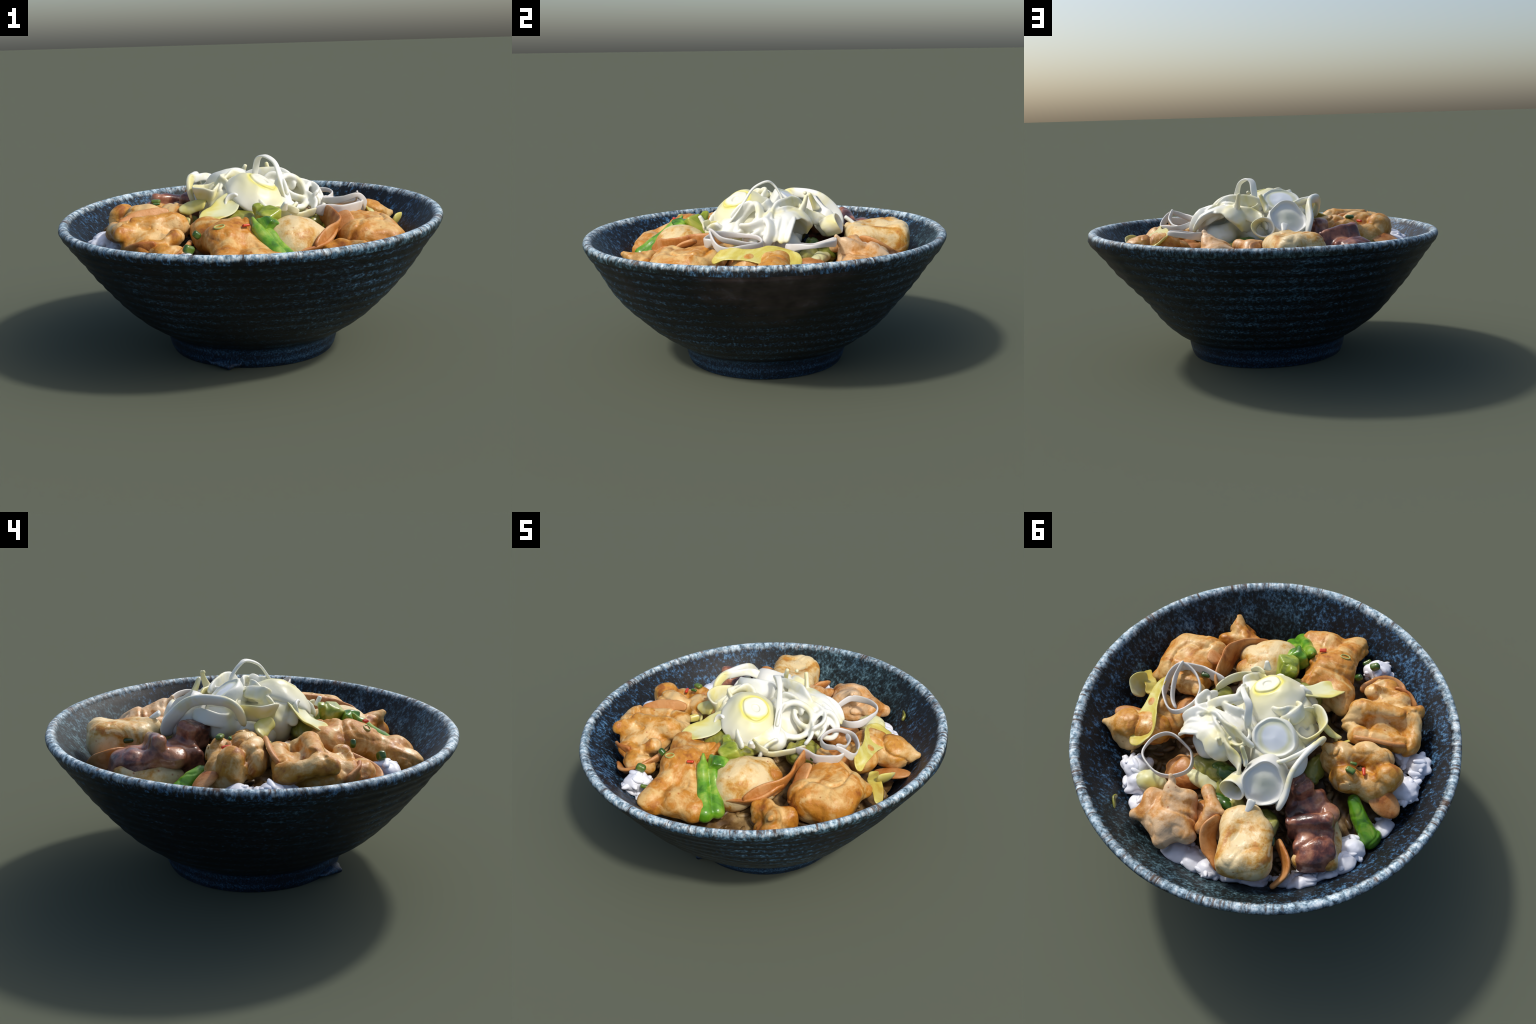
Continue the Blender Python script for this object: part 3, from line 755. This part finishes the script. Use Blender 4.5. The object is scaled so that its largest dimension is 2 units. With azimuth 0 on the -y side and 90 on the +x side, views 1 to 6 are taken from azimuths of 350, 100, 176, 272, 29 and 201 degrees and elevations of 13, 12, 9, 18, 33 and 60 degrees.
# big arch on the far left, with the projecting strip
curl([(-.20, .40, .70), (-.22, .37, .78), (-.232, .30, .86), (-.255, .22, .885), (-.295, .11, .885), (-.31, .05, .85), (-.293, .02, .77)], [.075, .07, .06, .055, .05, .045, .04], .028, 12, [(-.2, 1, .1), (-.2, .9, .4), (-.3, .5, .8), (-.3, .1, 1), (-.3, -.4, .9), (-.3, -.9, .5), (-.2, -1, .1)], wob=.01)
curl([(-.14, .25, .86), (-.20, .22, .885), (-.27, .14, .89), (-.305, .09, .90)], [.05, .05, .045, .04], .022, 13, (.4, .5, .6), wob=.006)
# bundle of strips on the right of the top
for j in range(4):
    o = .034 * j
    FUSE.append(curl([(.42 - o * .2, .09 + o, .735), (.36 - o * .2, .09 + o, .80), (.28 - o * .2, .09 + o, .85 - .006 * j), (.17, .10 + o * .8, .865 - .008 * j), (.08, .14 + o * .5, .85)], [.045, .05, .05, .045, .04], .020, 20 + j, (.1, .8, .3), wob=.016))
for j, pts in enumerate([
    [(.26, .08, .84), (.20, .11, .885), (.13, .16, .895), (.05, .19, .89), (-.02, .20, .875)],
    [(.24, .0, .83), (.19, .04, .87), (.12, .06, .88), (.07, .06, .86)],
    [(.17, .0, .87), (.15, -.05, .87), (.16, -.10, .85), (.18, -.15, .81)],
    [(.18, .17, .86), (.10, .24, .84), (.03, .30, .80), (-.01, .38, .76)],
    [(.0, .30, .83), (.015, .275, .88), (.026, .257, .935)],
    [(.16, .235, .86), (.15, .25, .90), (.143, .255, .94)],
    [(-.02, -.02, .90), (-.09, .0, .915), (-.15, -.05, .88), (-.18, -.11, .84)],
    [(-.13, -.10, .87), (-.17, -.06, .90), (-.14, .0, .91), (-.08, .03, .90)],
    [(.20, -.20, .78), (.15, -.25, .745), (.13, -.28, .70)],
    [(-.02, -.23, .83), (.0, -.27, .79), (.04, -.30, .74)],
    [(.12, -.32, .76), (.125, -.335, .79), (.13, -.345, .81)],
    [(.33, -.08, .80), (.35, .0, .80), (.33, .08, .82), (.26, .10, .86)],
    [(-.10, .44, .79), (-.09, .48, .76), (-.08, .50, .735)],
    [(-.22, .27, .82), (-.26, .20, .80), (-.25, .12, .79), (-.20, .05, .80)],
    [(.14, .20, .86), (.22, .13, .85), (.285, .03, .80), (.32, -.07, .75), (.31, -.13, .72)],
    [(.20, .18, .85), (.30, .12, .81), (.36, .03, .765), (.37, -.06, .73)],
    [(-.10, -.22, .84), (-.15, -.19, .80), (-.19, -.20, .75)],
]):
    FUSE.append(curl(pts, [.055, .075, .07, .04] if j not in (4, 5, 10, 12) else [.05, .03, .018], .022, 30 + j, (.3, -.3, .7), wob=.012))
def fuse(objs, vox=.0065, smooth=6):
    """weld overlapping pieces into one soft, webbed mass"""
    bm = bmesh.new()
    for o in objs:
        bm.from_mesh(o.data)
    base = objs[0]
    bm.to_mesh(base.data); bm.free()
    for o in objs[1:]:
        bpy.data.objects.remove(o)
    m = base.modifiers.new('weld', 'REMESH'); m.mode = 'VOXEL'; m.voxel_size = vox; m.use_smooth_shade = True
    m = base.modifiers.new('soften', 'SMOOTH'); m.factor = .5; m.iterations = smooth
    dg = bpy.context.evaluated_depsgraph_get()
    me = bpy.data.meshes.new_from_object(base.evaluated_get(dg))
    base.modifiers.clear(); old = base.data; base.data = me; me.name = base.name
fuse([MOUND, SHELL] + FUSE, .005, 2)
curl([(.08, -.24, .765), (.13, -.285, .745), (.21, -.28, .725), (.28, -.22, .725), (.33, -.14, .73)], [.05, .06, .055, .05, .04], .014, 66, (.2, -.35, .8), ONION_YEL)
curl([(.11, -.28, .785), (.155, -.30, .77), (.19, -.295, .75)], [.03, .04, .03], .012, 67, (.1, -.3, .9), ONION_YEL)
# two thin loose loops on the +x side
RINGM = ONION_GREY
v, f = ribbon([(.536, .322, .745), (.51, .24, .73), (.42, .19, .72), (.31, .24, .70), (.285, .33, .71), (.33, .41, .745), (.42, .42, .745), (.50, .39, .745)], [.022, .04, .045, .03, .035, .045, .03, .022], .011, up=(.1, .1, 1), closed=True, seed=61, wob=.018)
add('onion_ring', new_mesh('onion_ring', v, f, RINGM), ON)
v, f = ribbon([(.527, -.186, .80), (.583, -.12, .735), (.575, .0, .722), (.50, .08, .735), (.42, .04, .76), (.395, -.07, .765), (.45, -.16, .785)], [.025, .05, .045, .03, .025, .04, .025], .012, up=(.2, -.1, 1), closed=True, seed=62, wob=.016)
add('onion_ring', new_mesh('onion_ring', v, f, RINGM), ON)
curl([(.527, -.19, .815), (.55, -.12, .775), (.53, -.03, .745), (.48, .05, .735)], [.02, .03, .035, .03], .012, 63, (.4, .2, .8), RINGM)
curl([(.30, -.20, .735), (.38, -.21, .735), (.45, -.22, .735), (.53, -.20, .745), (.56, -.16, .76)], [.06, .07, .06, .055, .04], .014, 64, (.1, -.4, .8), RINGM)
blob('onion_bead', ONION, [ell((.092, .241, .945), .011)], ON, lumps=(), h=.004)

# ------------------------------------------------------------------ garnish bits lying on the meat
def torus_bit(c, nrm, R, r, mat, parent, squash=.6):
    v, f = ribbon(circle(c, nrm, R, squash, 8), r * 1.6, r, up=nrm, closed=True, seed=c[0] * 9, wob=.004)
    add('scallion_ring', new_mesh('scallion_ring', v, f, mat), parent)
def bit(name, c, size, mat, parent, rot=(0, 0, 0)):
    v, F = surface([rbox(c, size, rot, min(size) * .8)], lumps=((20, .004),), h=.004, seed=c[1])
    add(name, new_mesh(name, v, F, mat), parent)
t = NT('pale_scallion'); SCAL = t.fin((.42, .42, .12), .35)
torus_bit((-.245, -.545, .752), (-.1, -.3, 1), .024, .006, SCAL, E)
bit('chili_bit', (-.118, -.548, .752), (.020, .013, .008), CHILI, E, (-20, 0, 20))
bit('scallion_bit', (-.345, -.475, .705), (.020, .013, .016), GREEN_DARK, E, (0, 40, 0))
torus_bit((.075, -.455, .745), (0, -.2, 1), .018, .006, GREEN_DARK, C, .8)
bit('scallion_bit', (-.485, .12, .778), (.024, .015, .010), GREEN_DARK, G, (0, 0, -15))
bit('scallion_bit', (-.485, .075, .772), (.018, .008, .007), GREEN_DARK, G)
bit('chili_bit', (-.545, .09, .75), (.008, .022, .006), CHILI, G, (0, 0, 20))
bit('scallion_bit', (.42, -.21, .725), (.022, .014, .010), GREEN_DARK, A, (0, 0, 10))
bit('scallion_bit', (-.40, -.60, .665), (.026, .018, .022), GREEN_DARK, RICE_ROOT, (0, 30, 20))
bit('scallion_bit', (-.34, -.66, .60), (.026, .012, .012), GREEN_DARK, RICE_ROOT, (0, 20, 40))
bit('scallion_bit', (-.24, .57, .69), (.014, .024, .010), GREEN_DARK, I, (0, 0, 10))
